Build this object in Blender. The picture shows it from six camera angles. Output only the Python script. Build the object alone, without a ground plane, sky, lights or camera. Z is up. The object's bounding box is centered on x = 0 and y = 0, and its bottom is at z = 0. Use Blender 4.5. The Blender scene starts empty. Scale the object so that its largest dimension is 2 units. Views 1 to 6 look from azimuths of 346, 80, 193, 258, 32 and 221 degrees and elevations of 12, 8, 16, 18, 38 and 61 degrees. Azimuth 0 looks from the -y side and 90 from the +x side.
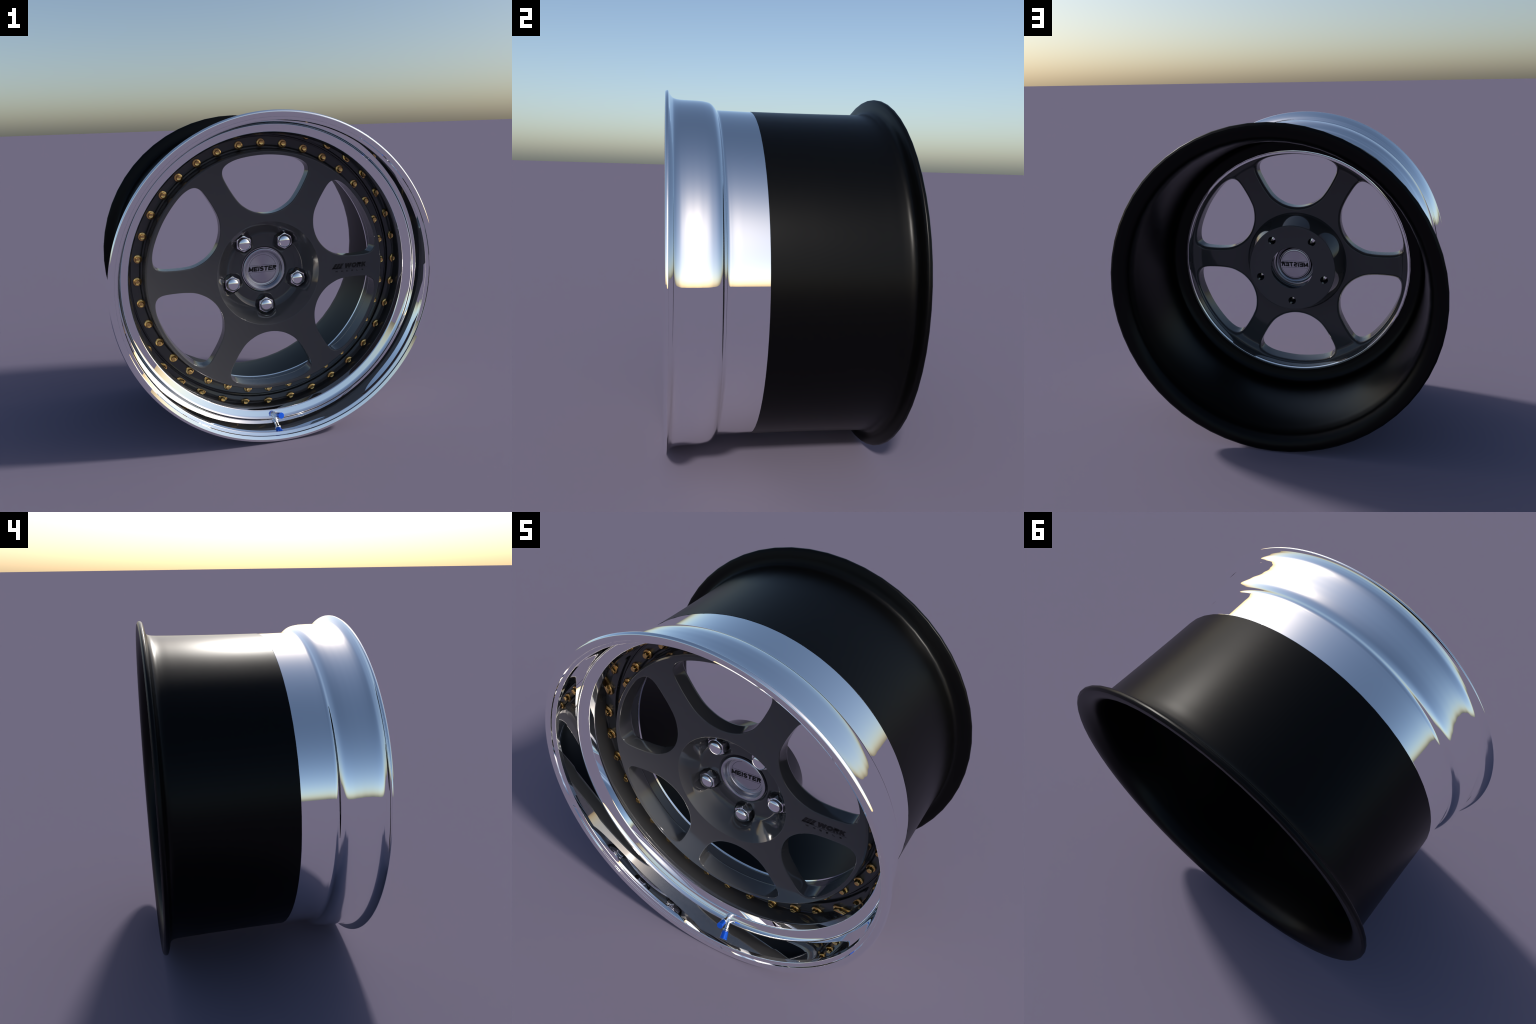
import bpy, bmesh, math
from math import sin, cos, pi, radians, hypot, atan2, tan
from mathutils import Vector, Matrix
from mathutils.geometry import delaunay_2d_cdt

# ---------------------------------------------------------------- frame
# The wheel axis runs along y through (0, 0, 1); street side faces -y.
# Every part keeps its origin on the axis, so profiles are (radius, y) pairs.
AXLE = Vector((0.0, 0.0, 1.0))
BOLTS, SPOKES, LUGS = 36, 6, 5

# ---------------------------------------------------------------- materials
def principled(name, color, metallic=0.0, rough=0.5, spec=0.5, **extra):
    m = bpy.data.materials.new(name)
    m.use_nodes = True
    b = m.node_tree.nodes["Principled BSDF"]
    b.inputs["Base Color"].default_value = (*color, 1)
    b.inputs["Metallic"].default_value = metallic
    b.inputs["Roughness"].default_value = rough
    b.inputs["Specular IOR Level"].default_value = spec
    for k, v in extra.items():
        b.inputs[k.replace("_", " ")].default_value = v
    return m

def add_grain(m, scale, lo, hi, vector=None):
    """fine roughness variation so that the paint is not perfectly even"""
    nt = m.node_tree
    b = nt.nodes["Principled BSDF"]
    tc = nt.nodes.new("ShaderNodeTexCoord")
    nz = nt.nodes.new("ShaderNodeTexNoise")
    nz.inputs["Scale"].default_value = scale
    nz.inputs["Detail"].default_value = 3
    mr = nt.nodes.new("ShaderNodeMapRange")
    mr.inputs["To Min"].default_value = lo
    mr.inputs["To Max"].default_value = hi
    nt.links.new(tc.outputs["Object"], nz.inputs["Vector"])
    nt.links.new(nz.outputs["Fac"], mr.inputs["Value"])
    nt.links.new(mr.outputs["Result"], b.inputs["Roughness"])

CHROME = principled("polished_chrome", (1.0, 1.0, 1.0), 1.0, 0.0)
NUT_CHROME = principled("nut_chrome", (0.97, 0.97, 0.98), 1.0, 0.03)
BLACK = principled("satin_black_paint", (0.0010, 0.0010, 0.0010), 0.0, 0.33, 0.15)
add_grain(BLACK, 6.0, 0.32, 0.34)
GREY = principled("gunmetal_gloss_paint", (0.060, 0.060, 0.063), 0.0, 0.08, 0.5)
GOLD = principled("gold_plating", (0.74, 0.47, 0.17), 1.0, 0.22)
INK = principled("black_print", (0.0025, 0.0025, 0.003), 0.0, 0.45, 0.3)
BLUE = principled("blue_anodising", (0.01, 0.12, 0.75), 0.55, 0.22)
LINE = principled("engraved_line", (0.10, 0.10, 0.13), 1.0, 0.35)

def brushed_metal():
    m = principled("brushed_steel", (0.54, 0.54, 0.58), 1.0, 0.24)
    nt = m.node_tree
    b = nt.nodes["Principled BSDF"]
    b.inputs["Anisotropic"].default_value = 0.8
    tan_n = nt.nodes.new("ShaderNodeTangent")
    tan_n.direction_type = "RADIAL"
    tan_n.axis = "Y"
    nt.links.new(tan_n.outputs[0], b.inputs["Tangent"])
    return m
BRUSHED = brushed_metal()

# ---------------------------------------------------------------- helpers
root = bpy.data.objects.new("alloy_wheel", None)
root.empty_display_size = 0.3
bpy.context.scene.collection.objects.link(root)
root["label"] = "dark six-spoke deep-dish alloy wheel with chrome lip"
root["category"] = "car wheel"

def add(name, mesh, mat, parent=root, loc=AXLE):
    o = bpy.data.objects.new(name, mesh)
    bpy.context.scene.collection.objects.link(o)
    o.parent = parent
    o.location = loc if parent is root else (0, 0, 0)
    if mat and not mesh.materials:
        mesh.materials.append(mat)
    return o

def fillet_path(ctrl, closed=True, steps=7):
    """ctrl: (r, y, fillet radius). Returns [(r, y, nr, ny)] with exact normals;
    a corner of radius 0 yields the point twice with both normals."""
    n = len(ctrl)
    out = []
    def left(d):                       # normal to the left of travel
        return Vector((-d.y, d.x))
    for i in range(n):
        p = Vector(ctrl[i][:2])
        if not closed and i in (0, n - 1):
            q = Vector(ctrl[1 if i == 0 else n - 2][:2])
            d = (q - p if i == 0 else p - q).normalized()
            out.append((*p, *left(d)))
            continue
        a, b = Vector(ctrl[i - 1][:2]), Vector(ctrl[(i + 1) % n][:2])
        d1, d2 = (p - a).normalized(), (b - p).normalized()
        ang = d1.angle_signed(d2) if d1.length and d2.length else 0
        ang = atan2(d1.x * d2.y - d1.y * d2.x, d1.dot(d2))
        rad = ctrl[i][2]
        if rad <= 0 or abs(ang) < 1e-3:
            if abs(ang) < 0.35:
                out.append((*p, *left((d1 + d2).normalized())))
            else:
                out.append((*p, *left(d1)))
                out.append((*p, *left(d2)))
            continue
        t = rad * tan(abs(ang) / 2)
        t = min(t, 0.49 * (p - a).length, 0.49 * (b - p).length)
        rad = t / tan(abs(ang) / 2)
        start = p - d1 * t
        s = 1 if ang > 0 else -1
        c = start + left(d1) * rad * s
        k = max(3, int(steps * abs(ang) / 1.57) + 2)
        for j in range(k + 1):
            th = ang * j / k
            nd = Matrix.Rotation(th, 2) @ left(d1)
            q = c - nd * rad * s
            out.append((*q, *nd))
    return out

def lathe(path, segs, closed=True, phase=0.0, flip=False):
    """revolve (r, y, nr, ny) about y, with custom normals"""
    n = len(path)
    verts, norms, faces = [], [], []
    sg = -1 if flip else 1
    for k in range(segs):
        a = phase + 2 * pi * k / segs
        ca, sa = cos(a), sin(a)
        for r, y, nr, ny in path:
            verts.append((r * ca, y, r * sa))
            norms.append((sg * nr * ca, sg * ny, sg * nr * sa))
    m = n if closed else n - 1
    for k in range(segs):
        k2 = (k + 1) % segs
        for i in range(m):
            j = (i + 1) % n
            if hypot(path[i][0] - path[j][0], path[i][1] - path[j][1]) < 1e-7:
                continue
            f = (k * n + i, k * n + j, k2 * n + j, k2 * n + i)
            faces.append(f if not flip else f[::-1])
    me = bpy.data.meshes.new("lathe")
    me.from_pydata(verts, [], faces)
    # orient by stored normals
    bad = 0
    for p in list(me.polygons)[: min(len(me.polygons), 4 * m)]:
        if p.normal.dot(Vector(norms[p.vertices[0]]) + Vector(norms[p.vertices[2]])) < 0:
            bad += 1
    if bad > 2 * m:
        me.flip_normals()
    me.polygons.foreach_set("use_smooth", [True] * len(me.polygons))
    me.normals_split_custom_set_from_vertices(norms)
    return me

def outward(ctrl, closed=True):
    """make the left-of-travel normal point outwards (loop must run that way)"""
    area = 0.0
    for (x1, y1, *_), (x2, y2, *_) in zip(ctrl, ctrl[1:] + ctrl[:1]):
        area += x1 * y2 - x2 * y1
    return list(reversed(ctrl)) if area > 0 else list(ctrl)

def ring_part(name, ctrl, mat, segs, phase=0.0, steps=7, parent=root):
    return add(name, lathe(fillet_path(outward(ctrl), True, steps), segs, True, phase), mat, parent)

def smooth_by_angle(me, deg):
    me.polygons.foreach_set("use_smooth", [True] * len(me.polygons))
    me.set_sharp_from_angle(angle=radians(deg))

def bake(o, *mods):
    """apply modifiers given as (type, settings)"""
    for typ, kw in mods:
        md = o.modifiers.new(typ.lower(), typ)
        for k, v in kw.items():
            setattr(md, k, v)
    dg = bpy.context.evaluated_depsgraph_get()
    me = bpy.data.meshes.new_from_object(o.evaluated_get(dg))
    o.modifiers.clear()
    o.data = me
    return o

def flow(*pts, per=7):
    """smooth stretch of a profile through the given (r, y) points"""
    p = [Vector(q) for q in pts]
    p = [2 * p[0] - p[1]] + p + [2 * p[-1] - p[-2]]
    out = []
    for i in range(1, len(p) - 2):
        p0, p1, p2, p3 = p[i - 1:i + 3]
        # centripetal tangents keep tight bends free of overshoot
        t1, t2, t3 = (max((b - a).length, 1e-6) ** 0.5 for a, b in ((p0, p1), (p1, p2), (p2, p3)))
        m1 = (p2 - p1) + t2 * ((p1 - p0) / t1 - (p2 - p0) / (t1 + t2))
        m2 = (p2 - p1) + t2 * ((p3 - p2) / t3 - (p3 - p1) / (t2 + t3))
        for j in range(per):
            t = j / per
            q = (2 * t ** 3 - 3 * t * t + 1) * p1 + (t ** 3 - 2 * t * t + t) * m1 + (3 * t * t - 2 * t ** 3) * p2 + (t ** 3 - t * t) * m2
            out.append((q.x, q.y, 0.0))
    out.append((*p[-2], 0.0))
    return out

# ---------------------------------------------------------------- chrome lip
lip = [  # street face, from the outer bead inwards
    (1.0004, -0.5760, 0.006), (0.9950, -0.5875, 0.010), (0.9820, -0.5870, 0.008),
    (0.9640, -0.5795, 0.0010), (0.9622, -0.5715, 0.0012), (0.9450, -0.5630, 0.005),
    (0.9415, -0.5430, 0.010), (0.9370, -0.4900, 0.10), (0.9305, -0.4070, 0.031),
    (0.8800, -0.3870, 0.011), (0.8680, -0.3500, 0.05), (0.8625, -0.2700, 0.15), (0.8640, -0.1540, 0.003),
    # mounting collar that reaches in between disc and barrel
    (0.8600, -0.1355, 0.0), (0.7850, -0.1355, 0.0), (0.7770, -0.1180, 0.0), (0.7580, -0.1180, 0.002), (0.7580, -0.1035, 0.003), (0.7735, -0.1035, 0.003), (0.7735, -0.1190, 0.0), (0.7845, -0.1310, 0.0),
    (0.8730, -0.1310, 0.0), (0.8830, -0.1265, 0.0), (0.9046, -0.1265, 0.002),
    # tyre side
    *flow((0.9052, -0.1900), (0.9058, -0.2500), (0.9064, -0.2980), (0.9076, -0.3120), (0.9122, -0.3200), (0.9263, -0.3307), (0.9418, -0.3495),
          (0.9498, -0.3820), (0.9524, -0.4250), (0.9527, -0.4650), (0.9536, -0.5050), (0.9562, -0.5275), (0.9628, -0.5455),
          (0.9742, -0.5564), (0.9870, -0.5652)),
    (1.0002, -0.5705, 0.006),
]
ring_part("outer_lip", lip, CHROME, 288)

# ---------------------------------------------------------------- black barrel
barrel = [
    (0.9060, -0.1263, 0.0010),
    *flow((0.9068, 0.0500), (0.9085, 0.2000), (0.9105, 0.3300), (0.9128, 0.4400), (0.9152, 0.5000), (0.9192, 0.5250), (0.9275, 0.5390),
          (0.9420, 0.5460), (0.9700, 0.5525), (0.9880, 0.5575)),
    (1.0002, 0.5640, 0.010), (1.0002, 0.5800, 0.010),
    *flow((0.9860, 0.5882), (0.9740, 0.5880), (0.9520, 0.5845), (0.9260, 0.5720), (0.9050, 0.5480), (0.8925, 0.5100), (0.8852, 0.4500),
          (0.8776, 0.3500), (0.8726, 0.2200), (0.8706, 0.0500), (0.8690, -0.0400), (0.8600, -0.0800), (0.8400, -0.0990), (0.8000, -0.1130)),
    (0.7750, -0.1170, 0.002), (0.7850, -0.1285, 0.0), (0.8740, -0.1285, 0.0), (0.8840, -0.1263, 0.0),
]
ring_part("barrel", barrel, BLACK, 60, phase=pi / 2)

# ---------------------------------------------------------------- spoked disc
FACE, BACK = -0.298, -0.201
R_HUB, R_RIM = 0.338, 0.7575

def catmull(pts, per, closed=True):
    out, n = [], len(pts)
    for i in range(n):
        p0, p1, p2, p3 = (Vector(pts[(i + k) % n]) for k in (-1, 0, 1, 2))
        for j in range(per):
            t = j / per
            out.append(0.5 * ((2 * p1) + (p2 - p0) * t + (2 * p0 - 5 * p1 + 4 * p2 - p3) * t * t
                              + (3 * p1 - p0 - 3 * p2 + p3) * t ** 3))
    return out

# half of one window, in (radial, tangential) coordinates about its centre line
half = [(0.3830, 0.0), (0.3890, 0.052), (0.4080, 0.105), (0.4470, 0.1620), (0.4980, 0.2030), (0.5560, 0.2380),
        (0.6130, 0.2660), (0.6480, 0.2720), (0.6780, 0.2600), (0.7030, 0.2260), (0.7230, 0.1720), (0.7375, 0.0900),
        (0.7432, 0.0)]
window = half + [(u, -w) for u, w in reversed(half[1:-1])]
outline = catmull(window, 8)                       # starts at the inner end, goes +w side first
N_OUT = len(outline)
i_outer = next(i for i, p in enumerate(outline) if i > 10 and abs(p.y) < 1e-6)

def outline_normals(o):
    """unit normals pointing out of the window, into the metal"""
    res = []
    for i in range(len(o)):
        t = (o[(i + 1) % len(o)] - o[i - 1]).normalized()
        res.append(Vector((-t.y, t.x)))
    c = sum((n.dot(p - Vector((0.57, 0))) for n, p in zip(res, o)))
    return res if c > 0 else [-n for n in res]
out_n = outline_normals(outline)

def back_y(r):
    """rear of the spokes: flat, rising into the mounting rim in a fillet"""
    t = min(max((r - 0.700) / 0.050, 0.0), 1.0)
    return BACK + 0.022 * t * t * (3 - 2 * t)

# wall profile across the window edge: (offset into the metal, kind, depth)
edge_front = [(0.0070, 0.0), (0.0042, 0.0004), (0.0020, 0.0016), (0.0006, 0.0036), (0.0, 0.0066)]
edge_back = [(0.0, 0.022), (0.0015, 0.014), (0.0060, 0.0075), (0.0130, 0.0018), (0.0180, 0.0)]

def wall_ring(off, depth, front):
    pts = []
    for p, n in zip(outline, out_n):
        q = p + n * off
        y = FACE + depth if front else back_y(hypot(q.x, q.y)) - depth
        pts.append((q, y))
    return pts
rings = [wall_ring(o, d, True) for o, d in edge_front] + [wall_ring(o, d, False) for o, d in edge_back]

def polar(a, r):
    return Vector((r * cos(a), r * sin(a)))

def cap(ring, r_in, r_out, yfun):
    """60 degree face centred on a spoke, between the halves of two windows"""
    h = pi / SPOKES
    rot_p, rot_m = Matrix.Rotation(h, 2), Matrix.Rotation(-h, 2)
    pts2 = [p for p, _ in ring]
    lower = [rot_m @ p for p in pts2[: i_outer + 1]]              # +w half of the window at -30 deg
    upper = [rot_p @ p for p in [pts2[0]] + pts2[:i_outer - 1:-1]]  # -w half of the window at +30 deg
    arc = 32
    loop = [polar(-h + 2 * h * k / arc, r_in) for k in range(arc + 1)][::-1]
    loop += lower
    loop += [polar(-h + 2 * h * k / arc, r_out) for k in range(arc + 1)]
    loop += upper[::-1]
    n = len(loop)
    extra = []
    for r in (0.685, 0.695, 0.705, 0.715, 0.725, 0.735, 0.745, 0.752):
        if r >= r_out:
            continue
        for k in range(1, 40):
            a = -h + 2 * h * k / 40
            q = polar(a, r)
            near = min((q - w).length for w in lower + upper)
            if near > 0.006:
                extra.append(q)
    vs, _, fs, *_ = delaunay_2d_cdt(loop + extra, [(i, (i + 1) % n) for i in range(n)], [], 1, 1e-6)
    return [(v.x, yfun(hypot(v.x, v.y)), v.y) for v in vs], fs

def spoke_mesh():
    bm = bmesh.new()
    h = pi / SPOKES
    def put(vs, fs):
        bv = [bm.verts.new(v) for v in vs]
        for f in fs:
            try:
                bm.faces.new([bv[i] for i in f])
            except ValueError:
                pass
    put(*cap(rings[0], R_HUB, R_RIM, lambda r: FACE))
    put(*cap(rings[-1], R_HUB + 0.010, R_RIM, back_y))
    for sgn, idx in ((-1, list(range(0, i_outer + 1))), (1, [0] + list(range(N_OUT - 1, i_outer - 1, -1)))):
        rot = Matrix.Rotation(sgn * h, 2)
        vs = []
        for ring in rings:
            for i in idx:
                q = rot @ ring[i][0]
                vs.append((q.x, ring[i][1], q.y))
        w = len(idx)
        put(vs, [(a * w + i, a * w + i + 1, (a + 1) * w + i + 1, (a + 1) * w + i)
                 for a in range(len(rings) - 1) for i in range(w - 1)])
    return bm

def split_normals_from(whole, piece_faces):
    """mesh of the given faces that keeps the whole body's corner normals"""
    me = bpy.data.meshes.new("piece")
    vmap, verts, faces, norms = {}, [], [], []
    cn = whole.corner_normals
    for p in piece_faces:
        f = []
        for li in p.loop_indices:
            vi = whole.loops[li].vertex_index
            if vi not in vmap:
                vmap[vi] = len(verts)
                verts.append(tuple(whole.vertices[vi].co))
            f.append(vmap[vi])
            norms.append(tuple(cn[li].vector))
        faces.append(f)
    me.from_pydata(verts, [], faces)
    me.polygons.foreach_set("use_smooth", [True] * len(me.polygons))
    me.normals_split_custom_set(norms)
    return me

bm = spoke_mesh()
one = bpy.data.meshes.new("one")
bm.to_mesh(one)
bm.free()
bm = bmesh.new()
for k in range(SPOKES):
    n0 = len(bm.verts)
    bm.from_mesh(one)
    bm.verts.ensure_lookup_table()
    bmesh.ops.rotate(bm, verts=bm.verts[n0:], cent=(0, 0, 0), matrix=Matrix.Rotation(k * 2 * pi / SPOKES, 3, "Y"))
bmesh.ops.remove_doubles(bm, verts=bm.verts, dist=2e-5)
bmesh.ops.recalc_face_normals(bm, faces=bm.faces)
whole = bpy.data.meshes.new("whole")
bm.to_mesh(whole)
bm.free()
# an open shell may come out inside-out: the street face must look to -y
ref = min(whole.polygons, key=lambda p: p.center.y - p.area)
if ref.normal.y > 0:
    whole.flip_normals()
smooth_by_angle(whole, 40)
tmp = bpy.data.objects.new("tmp", whole)
bpy.context.scene.collection.objects.link(tmp)
bake(tmp, ("WEIGHTED_NORMAL", dict(mode="FACE_AREA_WITH_ANGLE", weight=50, keep_sharp=True)))
whole = tmp.data
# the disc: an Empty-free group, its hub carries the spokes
groups = [[] for _ in range(SPOKES)]
for p in whole.polygons:
    a = atan2(p.center.z, p.center.x)
    groups[int(round(a / (2 * pi / SPOKES))) % SPOKES].append(p)
pieces = [split_normals_from(whole, g) for g in groups]
bpy.data.objects.remove(tmp)

# rolled mounting rim that carries the bolts
rim = [
    (R_RIM, FACE, 0.0), (0.7630, FACE, 0.010), (0.7730, -0.2860, 0.012), (0.7765, -0.1950, 0.02), (0.7800, -0.1620, 0.008), (0.7930, -0.1620, 0.006), (0.7990, -0.1755, 0.006), (0.8150, -0.1770, 0.02), (0.8535, -0.1770, 0.003), (0.8540, -0.1570, 0.001), (0.8625, -0.1560, 0.0), (0.8600, -0.1370, 0.001), (0.7860, -0.1370, 0.0), (0.7755, -0.1195, 0.0), (0.7600, -0.1195, 0.003), (R_RIM, -0.1260, 0.0), (R_RIM, BACK + 0.022, 0.0),
]
rim_loop = fillet_path(list(rim), False, 8)
me = lathe(rim_loop, 288, closed=False)
mount = add("mounting_rim", me, GREY)
spoke_objs = []
for k, me in enumerate(pieces):
    spoke_objs.append(add("spoke", me, GREY))

# ---------------------------------------------------------------- hub
HUB_FLAT = -0.171
hub = [
    (R_HUB, FACE, 0.0), (0.3340, FACE, 0.012), (0.3070, -0.2620, 0.045), (0.2530, -0.1880, 0.05), (0.2250, HUB_FLAT, 0.05),
    (0.1545, HUB_FLAT, 0.003), (0.1450, -0.1620, 0.002), (0.1435, -0.1300, 0.004),
    (0.1424, -0.0400, 0.003), (0.2915, -0.0400, 0.006), (0.3050, -0.0820, 0.05), (0.3380, -0.1850, 0.03), (0.3470, -0.1990, 0.003),
    (0.3476, BACK, 0.0005), (R_HUB + 0.010, BACK, 0.0),
]
hub_path = fillet_path(hub, True, 6)
# weld duplicates for a closed solid
solid = [hub_path[0]]
for q in hub_path[1:]:
    if hypot(q[0] - solid[-1][0], q[1] - solid[-1][1]) > 1e-5:
        solid.append(q)
hub_me = lathe(solid, 192)
hub_obj = add("hub", hub_me, GREY)

def cylinder_mesh(pos, r, y0, y1, segs=48):
    b = bmesh.new()
    bmesh.ops.create_cone(b, cap_ends=True, segments=segs, radius1=r, radius2=r, depth=abs(y1 - y0))
    bmesh.ops.rotate(b, verts=b.verts, cent=(0, 0, 0), matrix=Matrix.Rotation(pi / 2, 3, "X"))
    bmesh.ops.translate(b, verts=b.verts, vec=(pos[0], (y0 + y1) / 2, pos[1]))
    return b
cutter = bmesh.new()
lug_pos = []
for k in range(LUGS):
    a = radians(-90 + 72 * k)
    pos = (0.2295 * cos(a), 0.2295 * sin(a))
    lug_pos.append(pos)
    for r, y0, y1 in ((0.0640, -0.35, -0.142), (0.026, -0.16, 0.05)):
        c = cylinder_mesh(pos, r, y0, y1)
        t = bpy.data.meshes.new("c")
        c.to_mesh(t)
        cutter.from_mesh(t)
        c.free()
cm = bpy.data.meshes.new("cutter")
cutter.to_mesh(cm)
cutter.free()
cut = bpy.data.objects.new("cutter", cm)
bpy.context.scene.collection.objects.link(cut)
cut.location = AXLE
bpy.context.view_layer.update()
bake(hub_obj, ("BOOLEAN", dict(operation="DIFFERENCE", object=cut, solver="EXACT", use_self=True)))
bpy.data.objects.remove(cut)
smooth_by_angle(hub_obj.data, 32)
bake(hub_obj, ("WEIGHTED_NORMAL", dict(mode="FACE_AREA_WITH_ANGLE", weight=50, keep_sharp=True)))

# ---------------------------------------------------------------- lug nuts
def hex_nut():
    b = bmesh.new()
    R = 0.0535
    n = 48
    def ring(y, f):                      # f: 0 circle of radius rr, 1 hexagon
        vs = []
        for k in range(n):
            a = 2 * pi * k / n + pi / 2
            loc = (a - pi / 2 + pi / 6) % (pi / 3) - pi / 6
            hexr = R * cos(pi / 6) / cos(pi / 6 - abs(loc))
            r = f(hexr)
            vs.append(b.verts.new((r * cos(a), y, r * sin(a))))
        return vs
    spec = [(-0.226, lambda h: 0.018), (-0.214, lambda h: 0.024), (-0.1435, lambda h: 0.0255), (-0.1435, lambda h: h), (-0.2035, lambda h: h),
            (-0.2050, lambda h: min(h, 0.0520)), (-0.2058, lambda h: min(h, 0.0470)), (-0.2058, lambda h: 0.0435), (-0.2120, lambda h: 0.0425)]
    dome_r, dome_h = 0.0420, 0.019
    for j in range(1, 9):
        t = j / 9 * pi / 2
        spec.append((-0.214 - dome_h * sin(t), lambda h, t=t: dome_r * cos(t)))
    rs = [ring(y, f) for y, f in spec]
    for a, c in zip(rs, rs[1:]):
        for k in range(n):
            b.faces.new((a[k], a[(k + 1) % n], c[(k + 1) % n], c[k]))
    b.faces.new(rs[-1])
    b.faces.new(rs[0][::-1])
    bmesh.ops.recalc_face_normals(b, faces=b.faces)
    me = bpy.data.meshes.new("lug_nut")
    b.to_mesh(me)
    b.free()
    smooth_by_angle(me, 28)
    return me
nut_me = hex_nut()
nut_me.materials.append(NUT_CHROME)
for pos in lug_pos:
    add("lug_nut", nut_me, None, loc=AXLE + Vector((pos[0], 0, pos[1])))

# ---------------------------------------------------------------- rim bolts (flanged, twelve-point)
def bolt_mesh():
    b = bmesh.new()
    n = 48
    def star(a, ro, ri):
        t = abs(((a * 12 / (2 * pi)) % 1.0) - 0.5) * 2      # 1 at the points
        return ri + (ro - ri) * t
    rows = [(0.0, lambda a: 0.0268), (-0.0090, lambda a: 0.0268), (-0.0112, lambda a: 0.0250), (-0.0138, lambda a: 0.0190),
            (-0.0141, lambda a: star(a, 0.0185, 0.0150)), (-0.0295, lambda a: star(a, 0.0180, 0.0148)),
            (-0.0328, lambda a: 0.0145), (-0.0338, lambda a: 0.0128), (-0.0325, lambda a: 0.0085)]
    rs = [[b.verts.new((f(2 * pi * k / n) * cos(2 * pi * k / n), y, f(2 * pi * k / n) * sin(2 * pi * k / n))) for k in range(n)]
          for y, f in rows]
    for a, c in zip(rs, rs[1:]):
        for k in range(n):
            b.faces.new((a[k], a[(k + 1) % n], c[(k + 1) % n], c[k]))
    b.faces.new(rs[-1])
    b.faces.new(rs[0][::-1])
    bmesh.ops.recalc_face_normals(b, faces=b.faces)
    me = bpy.data.meshes.new("rim_bolt")
    b.to_mesh(me)
    b.free()
    smooth_by_angle(me, 25)
    me.materials.append(GOLD)
    return me
bolt_me = bolt_mesh()
for k in range(BOLTS):
    a = 2 * pi * k / BOLTS
    o = add("rim_bolt", bolt_me, None, loc=AXLE + Vector((0.8135 * cos(a), -0.1775, 0.8135 * sin(a))))
    o.rotation_euler = (0, -a, 0)

# ---------------------------------------------------------------- centre cap
cap_out = [
    (0.0000, -0.1390), (0.1010, -0.1390), (0.1060, -0.1400), (0.1085, -0.1440), (0.1130, -0.1440), (0.1190, -0.1560),
    (0.1235, -0.1720), (0.1260, -0.1780), (0.1360, -0.1790), (0.1405, -0.1760), (0.1415, -0.1660), (0.1405, -0.1500),
]
cap_ctrl = [(r, y, 0.003) for r, y in cap_out[1:]]
cap_in = [(max(r - 0.003, 0.0), y + 0.004, 0.002) for r, y in reversed(cap_out[1:])]
cap_prof = [(0.0004, -0.1390, 0.0)] + cap_ctrl + cap_in + [(0.0004, -0.1350, 0.0)]
center_cap = ring_part("center_cap", cap_prof, BRUSHED, 160)

# ---------------------------------------------------------------- lettering
def arc_pts(cx, cy, rx, ry, a0, a1, n=10):
    return [(cx + rx * cos(radians(a0 + (a1 - a0) * k / n)), cy + ry * sin(radians(a0 + (a1 - a0) * k / n))) for k in range(n + 1)]

def glyph(ch, t, tv):
    """centre-line strokes of one capital in a unit box; t, tv: half stroke widths (upright, level)"""
    L_, R_, B_, T_ = t, 1 - t, tv, 1 - tv
    bowl = [(L_, T_), (0.62, T_)] + arc_pts(0.62, 0.73, R_ - 0.64, T_ - 0.73, 90, -90) + [(L_, 2 * 0.73 - T_)]
    return {
        "M": [[(L_, 0), (L_, 1)], [(L_, 0.92), (0.5, 0.16)], [(0.5, 0.16), (R_, 0.92)], [(R_, 0), (R_, 1)]],
        "E": [[(L_, 0), (L_, 1)], [(L_, T_), (1, T_)], [(L_, 0.5), (0.92, 0.5)], [(L_, B_), (1, B_)]],
        "I": [[(0.5, 0), (0.5, 1)]],
        "S": [arc_pts(0.5, 0.73, 0.5 - t, 0.27 - tv, 10, 180, 10)
              + [(L_ + 0.01, 0.66), (0.22, 0.56), (0.5, 0.50), (0.78, 0.44), (R_ - 0.01, 0.34)] + arc_pts(0.5, 0.27, 0.5 - t, 0.27 - tv, 0, -170, 12)],
        "T": [[(0.5, 0), (0.5, 1)], [(0, T_), (1, T_)]],
        "R": [[(L_, 0), (L_, 1)], bowl, [(0.55, 0.46), (R_, 0.0)]],
        "W": [[(L_ * 0.8, 1), (0.27, 0.04)], [(0.27, 0.04), (0.5, 0.96)], [(0.5, 0.96), (0.73, 0.04)], [(0.73, 0.04), (1 - L_ * 0.8, 1)]],
        "O": [arc_pts(0.5, 0.5, 0.5 - t, 0.5 - tv, 0, 360, 28)],
        "K": [[(L_, 0), (L_, 1)], [(L_, 0.40), (R_ - 0.02, 1)], [(0.42, 0.60), (R_, 0)]],
        "H": [[(L_, 0), (L_, 1)], [(R_, 0), (R_, 1)], [(L_, 0.5), (R_, 0.5)]],
        "L": [[(L_, 0), (L_, 1)], [(L_, B_), (1, B_)]],
    }[ch]

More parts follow.
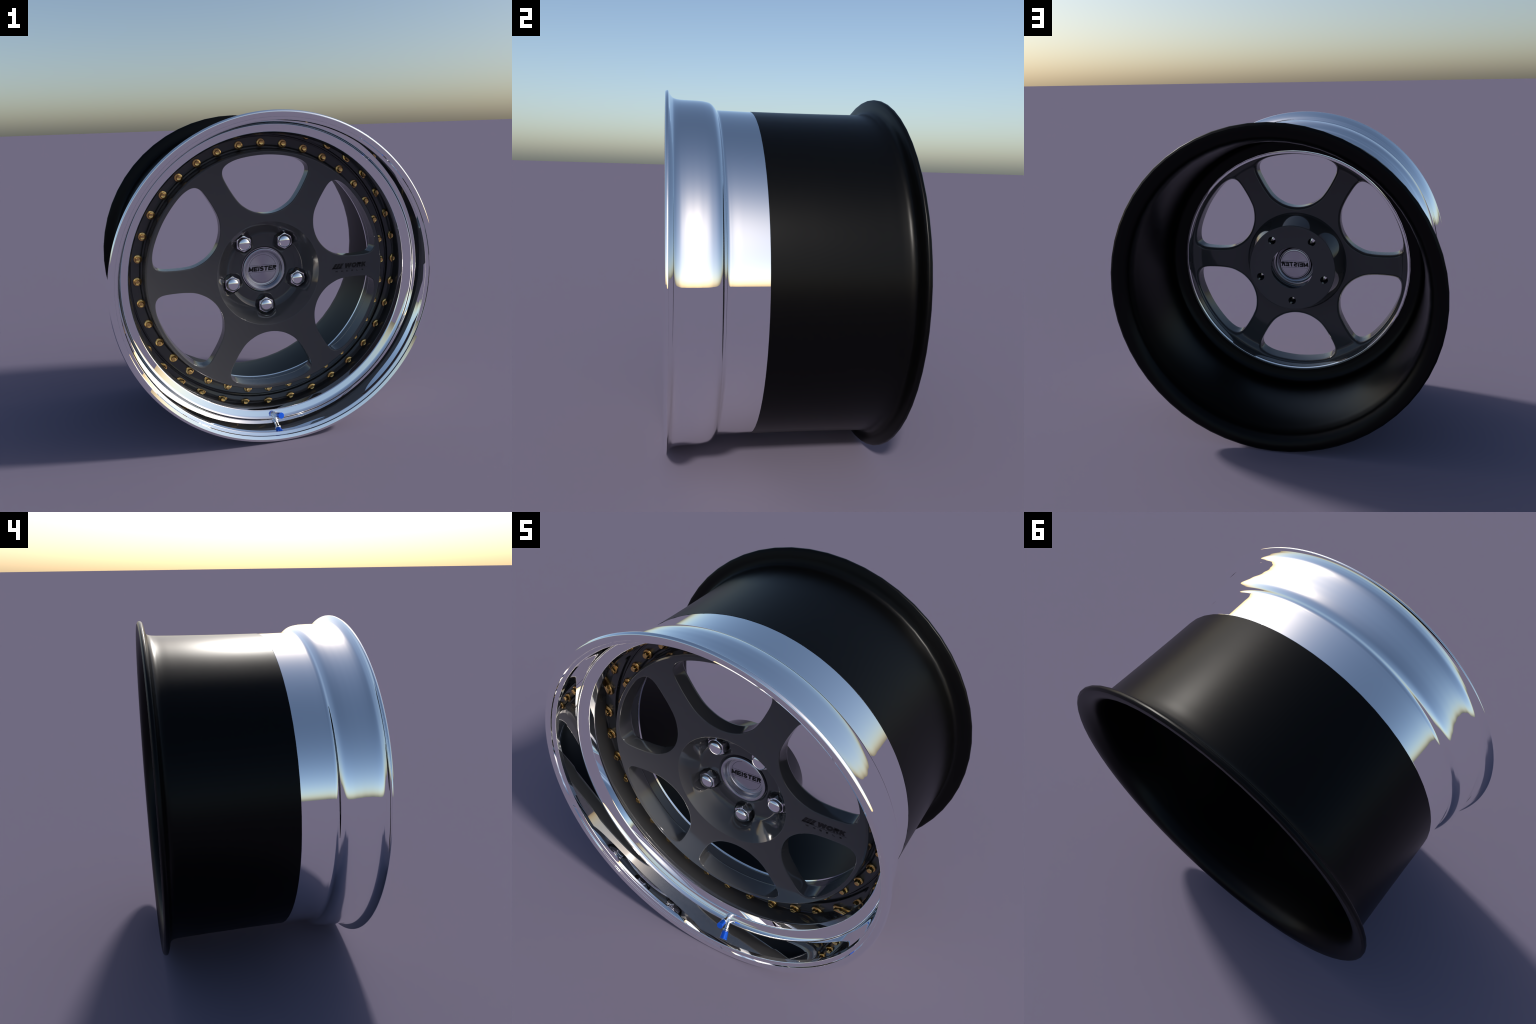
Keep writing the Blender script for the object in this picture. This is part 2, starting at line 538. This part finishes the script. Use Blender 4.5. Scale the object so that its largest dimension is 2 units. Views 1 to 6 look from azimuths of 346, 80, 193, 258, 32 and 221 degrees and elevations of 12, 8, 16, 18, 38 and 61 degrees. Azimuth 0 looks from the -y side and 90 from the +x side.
def word_mesh(word, x0, x1, z0, z1, stroke, shear, gap, y0, y1):
    """block capitals between x0..x1 and z0..z1, drawn as raised strokes"""
    wide = {"M": 1.25, "W": 1.45, "I": 0.36, "O": 1.15}
    h = z1 - z0
    units = [wide.get(c, 1.0) for c in word]
    cell = (x1 - x0 - shear * h - gap * (len(word) - 1)) / sum(units)
    b = bmesh.new()
    x, n = x0, 0
    for c, u in zip(word, units):
        w = cell * u
        for st in glyph(c, stroke / w, stroke / h):
            pts = [Vector((x + px * w, z0 + pz * h)) for px, pz in st]
            loop = len(pts) > 8 and (pts[0] - pts[-1]).length < 1e-6
            sides = [[], []]
            m = len(pts)
            for i, p in enumerate(pts):
                a = pts[i - 1] if i else (pts[-2] if loop else p)
                q = pts[i + 1] if i < m - 1 else (pts[1] if loop else p)
                d = (q - a).normalized()
                nrm = Vector((-d.y, d.x)) * stroke
                if m > 2 and a != p and q != p:
                    nrm /= max(0.6, ((p - a).normalized()).dot(d))
                sides[0].append(p + nrm)
                sides[1].append(p - nrm)
            dy = 0.00006 * (n % 7)
            n += 1
            for i in range(m - 1):
                ring = [sides[0][i], sides[0][i + 1], sides[1][i + 1], sides[1][i]]
                pr = [(min(max(p.x, x - 0.001), x + w + 0.001), min(max(p.y, z0), z1)) for p in ring]
                f = [b.verts.new((px + shear * (pz - z0), y0 - dy, pz)) for px, pz in pr]
                k = [b.verts.new((px + shear * (pz - z0), y1 + dy, pz)) for px, pz in pr]
                b.faces.new(f)
                b.faces.new(k[::-1])
                for e in range(4):
                    b.faces.new((f[e], k[e], k[(e + 1) % 4], f[(e + 1) % 4]))
        x += w + gap
    bmesh.ops.remove_doubles(b, verts=b.verts, dist=1e-6)
    bmesh.ops.recalc_face_normals(b, faces=b.faces)
    me = bpy.data.meshes.new("lettering")
    b.to_mesh(me)
    b.free()
    return me

def bars(quads, y0, y1):
    """flat-sided strips given as outlines in (x, z)"""
    b = bmesh.new()
    for q in quads:
        f = [b.verts.new((x, y0, z)) for x, z in q]
        k = [b.verts.new((x, y1, z)) for x, z in q]
        n = len(q)
        b.faces.new(f)
        b.faces.new(k[::-1])
        for i in range(n):
            b.faces.new((f[i], f[(i + 1) % n], k[(i + 1) % n], k[i]))
    bmesh.ops.recalc_face_normals(b, faces=b.faces)
    me = bpy.data.meshes.new("bars")
    b.to_mesh(me)
    b.free()
    return me

# cap name, running right through the thin cap so that it also shows from behind
me = word_mesh("MEISTER", -0.0965, 0.0965, -0.0162, 0.0162, 0.0043, 0.14, 0.0022, -0.1394, -0.1346)
add("lettering", me, INK, center_cap)

def strip_loop(points, w):
    """closed thin band along a loop of (x, z)"""
    n = len(points)
    quads = []
    for i in range(n):
        p, q = Vector(points[i]), Vector(points[(i + 1) % n])
        d = (q - p).normalized() * (w / 2)
        s = Vector((-d.y, d.x))
        quads.append([tuple(p - d + s), tuple(p - d - s), tuple(q + d - s), tuple(q + d + s)])
    return quads
R_SEG, Z_SEG = 0.0925, 0.0235
a0 = math.asin(Z_SEG / R_SEG)
seg = [(R_SEG * cos(a0 + (pi - 2 * a0) * k / 48), R_SEG * sin(a0 + (pi - 2 * a0) * k / 48)) for k in range(49)]
quads = strip_loop(seg, 0.0016) + strip_loop([(x, -z) for x, z in seg], 0.0016)
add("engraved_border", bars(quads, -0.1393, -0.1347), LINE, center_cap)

# maker's mark on one spoke
ink_y0, ink_y1 = FACE - 0.0006, FACE + 0.002
def slash(x, w, z0, z1):
    k = 0.70
    return [(x, z0), (x + w, z0), (x + w + k * (z1 - z0), z1), (x + k * (z1 - z0), z1)]
Z0, Z1 = -0.0105, 0.0225
mark = [slash(0.4225 + i * 0.0215, 0.0180, Z0, Z1) for i in range(3)]
mark.append([(0.4225, Z0), (0.492, Z0), (0.495, Z0 + 0.005), (0.426, Z0 + 0.005)])
mark.append([(0.4205, -0.0152), (0.6700, -0.0152), (0.6700, -0.0140), (0.4205, -0.0140)])
add("lettering", bars(mark, ink_y0, ink_y1), INK, spoke_objs[0])
me = word_mesh("WORK", 0.5080, 0.6650, Z0, Z1, 0.0059, 0.22, 0.0008, ink_y0, ink_y1)
add("lettering", me, INK, spoke_objs[0])
me = word_mesh("WHEELS", 0.4450, 0.6420, -0.0345, -0.0240, 0.0011, 0.0, 0.0235, ink_y0, ink_y1)
add("lettering", me, INK, spoke_objs[0])

# ---------------------------------------------------------------- valve
base, tip = Vector((-0.018, -0.395, -0.912)), Vector((-0.0066, -0.5048, -0.870))
axis = (tip - base).normalized()
L = (tip - base).length
def spun(ctrl, segs=32):
    """small turned part along the valve axis"""
    me = lathe(fillet_path(outward([(r, d, f) for r, d, f in ctrl]), True, 4), segs)
    rot = Vector((0, 1, 0)).rotation_difference(axis).to_matrix().to_4x4()
    M = Matrix.Translation(base) @ rot
    norms = [tuple(rot.to_3x3() @ n.vector) for n in me.corner_normals]
    for v in me.vertices:
        v.co = M @ v.co
    me.normals_split_custom_set(norms)
    return me
stem = spun([(0.0003, -0.02, 0), (0.020, -0.02, 0), (0.020, 0.012, 0.002), (0.013, 0.016, 0.002), (0.0125, 0.055, 0.002),
             (0.0175, 0.058, 0.001), (0.0175, 0.066, 0.001), (0.012, 0.070, 0.001), (0.012, L - 0.03, 0.0), (0.0003, L - 0.03, 0)])
valve = add("valve_stem", stem, NUT_CHROME)
capm = spun([(0.0003, L - 0.046, 0), (0.0165, L - 0.046, 0.001), (0.0192, L, 0.0012), (0.0003, L, 0)])
add("valve_cap", capm, BLUE, valve)
